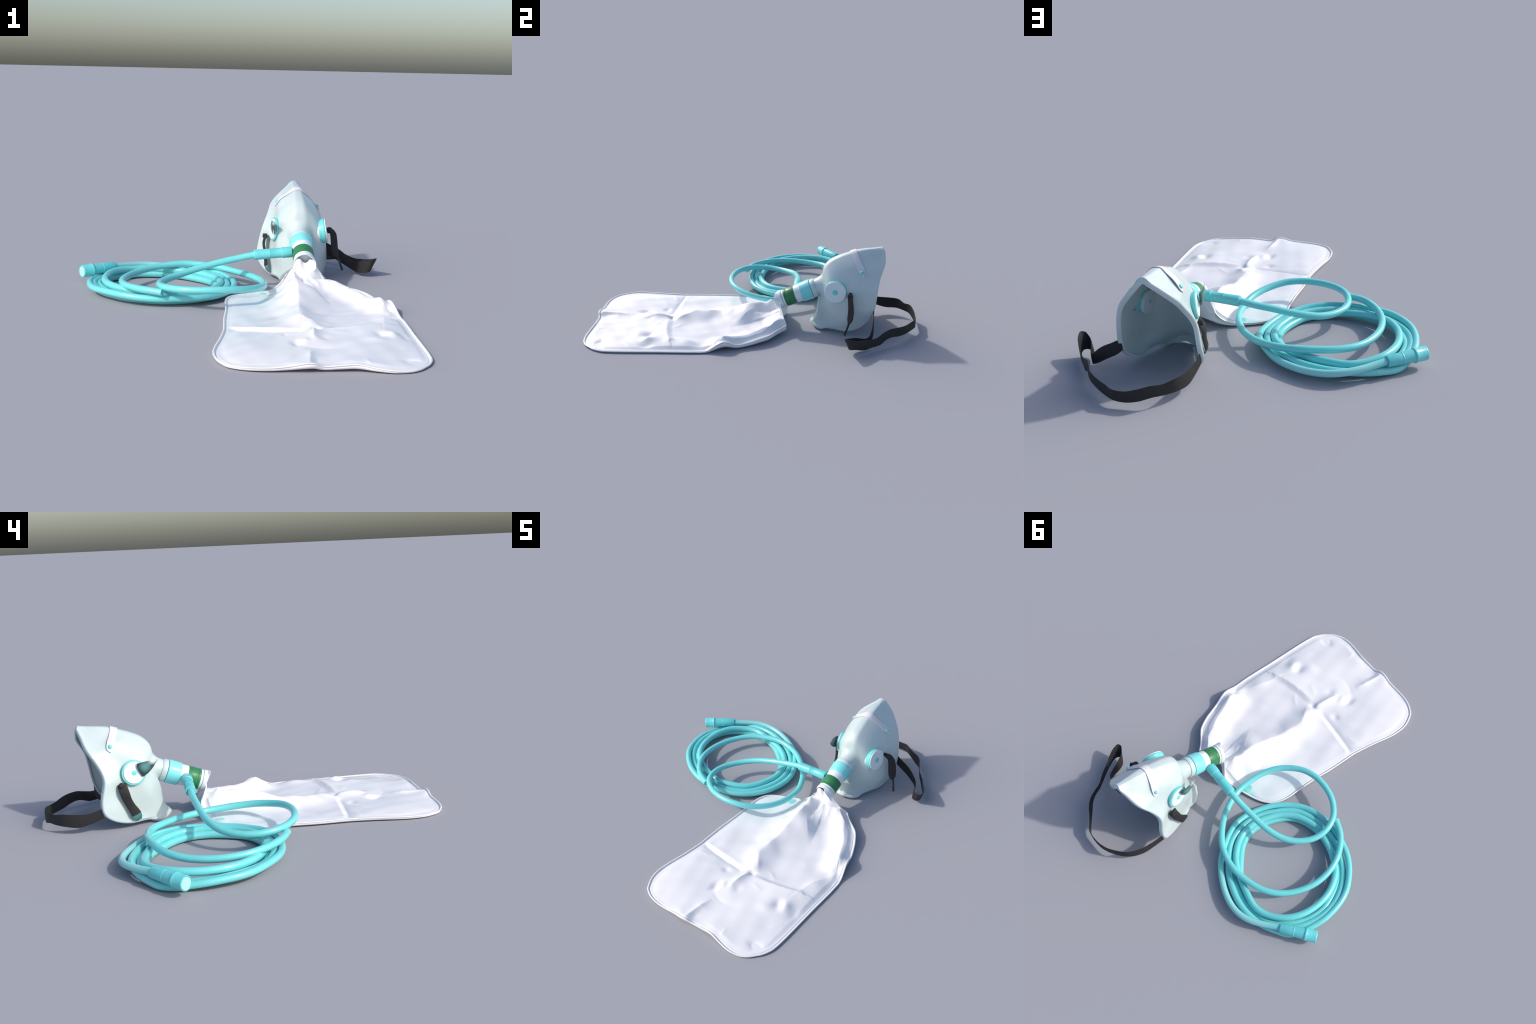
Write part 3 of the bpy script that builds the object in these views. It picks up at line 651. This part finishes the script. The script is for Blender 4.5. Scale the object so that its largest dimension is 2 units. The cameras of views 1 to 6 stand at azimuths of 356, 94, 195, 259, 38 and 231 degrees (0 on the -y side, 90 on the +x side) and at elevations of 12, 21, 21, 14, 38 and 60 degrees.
# the far rows bend to follow the end curve
lin = endc[0][None]*(1-v)[:, None] + endc[-1][None]*v[:, None]
bend = endc - lin
wgt = ss(0.55, 1.0, t) ** 1.5
G += wgt[:, None, None] * bend[None]
# the first rows bend round the cuff: the sheet runs up to it in the middle
bow = np.exp(-(t/0.16)**2)
G[:, :, 1] -= (bow[:, None] * 0.050 * np.sin(math.pi*v)[None]**2)
xy = G[:, :, :2].reshape(-1, 2)
edge = G[:, :, 2].copy()
H = bag_h(xy).reshape(NRW, NCL)
# distance to the edge in the sheet
dE = np.minimum(np.linalg.norm(G[:, :, :2] - eL[:, None, :2], axis=2), np.linalg.norm(G[:, :, :2] - eR[:, None, :2], axis=2))
dEnd = np.linalg.norm(G[:, :, :2] - endc[None, :, :2], axis=2)
dE = np.minimum(dE, dEnd)
outl = spline(np.vstack([eL[::4], endc[2:-2:4], eR[::-4]]), 2400)[:, :2]
near = dE < 0.075
pn = G[:, :, :2][near]
dn = np.empty(len(pn))
for i in range(0, len(pn), 3000):
    dn[i:i+3000] = np.sqrt(((pn[i:i+3000, None] - outl[None])**2).sum(2)).min(1)
dE[near] = np.where(dE[near] < 1e-6, 0, dn)
ef = ss(0.010, 0.050, dE)
lip = np.where(dE < 0.5, 0.0, 0.0)
top = np.maximum(edge*(1-ef) + H*ef, 0.007)
top -= 0.0040*np.exp(-((dE - 0.0105)/0.0030)**2) * ss(0.0, 0.08, t)[:, None]
top = np.where(dE < 1e-6, edge, top)
bott = np.clip(np.minimum(edge, top) * 0.55 - 0.004, 0.001, None)
bott = np.minimum(bott, top - 0.002)
Gt = G.copy(); Gt[:, :, 2] = top
Gb = G.copy(); Gb[:, :, 2] = bott
# pull the first rows up to the round cuff
thU = math.pi*(1 - v)
ringU = np.array([axp(-0.234) + ex*0.0500*math.cos(a) + ey*0.0500*(math.sin(a) - 1.0*math.exp(-((a-1.50)/0.70)**2) + 0.18*math.exp(-((a-1.05)/0.16)**2) + 0.10*math.exp(-((a-2.0)/0.2)**2)) for a in thU])
ringL = np.array([axp(-0.232) + ex*0.0505*math.cos(a) - ey*0.0505*math.sin(a) for a in thU])
NB = 46
nk_t, nk_b = [], []
J = 3                               # sheet row where the neck piece joins
tU = np.linspace(0, 1, NB)[:-1]
crumple = (0.011*(0.5 - np.abs(np.sin(3.2*math.pi*v + 0.6))) + 0.004*(0.5 - np.abs(np.sin(8*math.pi*v + 1)))) * np.sin(math.pi*v)**0.5
for u in tU:
    # Hermite from the cuff (heading along the adapter axis) to the sheet
    h00, h10, h01, h11 = 2*u**3-3*u*u+1, u**3-2*u*u+u, -2*u**3+3*u*u, u**3-u*u
    dt = (Gt[J+2] - Gt[J])/2*14; db = (Gb[J+2] - Gb[J])/2*14
    ro = ringU; rl = ringL
    a = h00*ro + h10*(AX*0.05 - AN*0.03) + h01*Gt[J] + h11*dt*0.5
    c = h00*rl + h10*(AX*0.04 - AN*0.05) + h01*Gb[J] + h11*db*0.3
    a[:, 2] += crumple*math.sin(math.pi*u)
    nk_t.append(a); nk_b.append(c)
TT = np.vstack([np.array(nk_t), Gt[J:]]); BB = np.vstack([np.array(nk_b), Gb[J:]])
# a slack V fold right under the cuff
nr = TT.shape[0]
BB[:, :, 2] = np.maximum(BB[:, :, 2], 0.001)
BB[:, 0] = TT[:, 0]; BB[:, -1] = TT[:, -1]; BB[-1] = TT[-1]
V = np.vstack([TT.reshape(-1, 3), BB.reshape(-1, 3)])
F = grid_faces(nr, NCL) + grid_faces(nr, NCL, off=nr*NCL)
bag = make_obj("reservoir_bag", V, F, M_bag, root, True, None)
bm = bmesh.new(); bm.from_mesh(bag.data)
bmesh.ops.remove_doubles(bm, verts=bm.verts, dist=1e-5)
bmesh.ops.recalc_face_normals(bm, faces=bm.faces)
bm.to_mesh(bag.data); bm.free()
bag.data.polygons.foreach_set("use_smooth", [True]*len(bag.data.polygons))

# welded seam: flat piping round the outline
start = nr - (NRW - J)
seam = np.vstack([TT[start-16:, 0][::3], endc[3:-3:3], TT[start-16:, -1][::-3]])
seam = spline(seam[::2], 700)
t_ = np.gradient(seam, axis=0); t_ /= np.linalg.norm(t_, axis=1)[:, None]
V = []
for p, tt in zip(seam, t_):
    s = np.array((-tt[1], tt[0], 0)); s /= np.linalg.norm(s)      # points into the bag
    for a in np.linspace(0, 2*math.pi, 12, endpoint=False):
        q = p + s*(0.002 + 0.0048*math.cos(a)) + np.array((0, 0, 0.0012 + 0.0036*math.sin(a)))
        q[2] = max(q[2], 0.0)
        V.append(q)
F = grid_faces(len(seam), 12, True) + [tuple(range(12))[::-1], tuple((len(seam)-1)*12 + k for k in range(12))]
make_obj("welded_seam", V, F, M_seam, bag, True, 60)
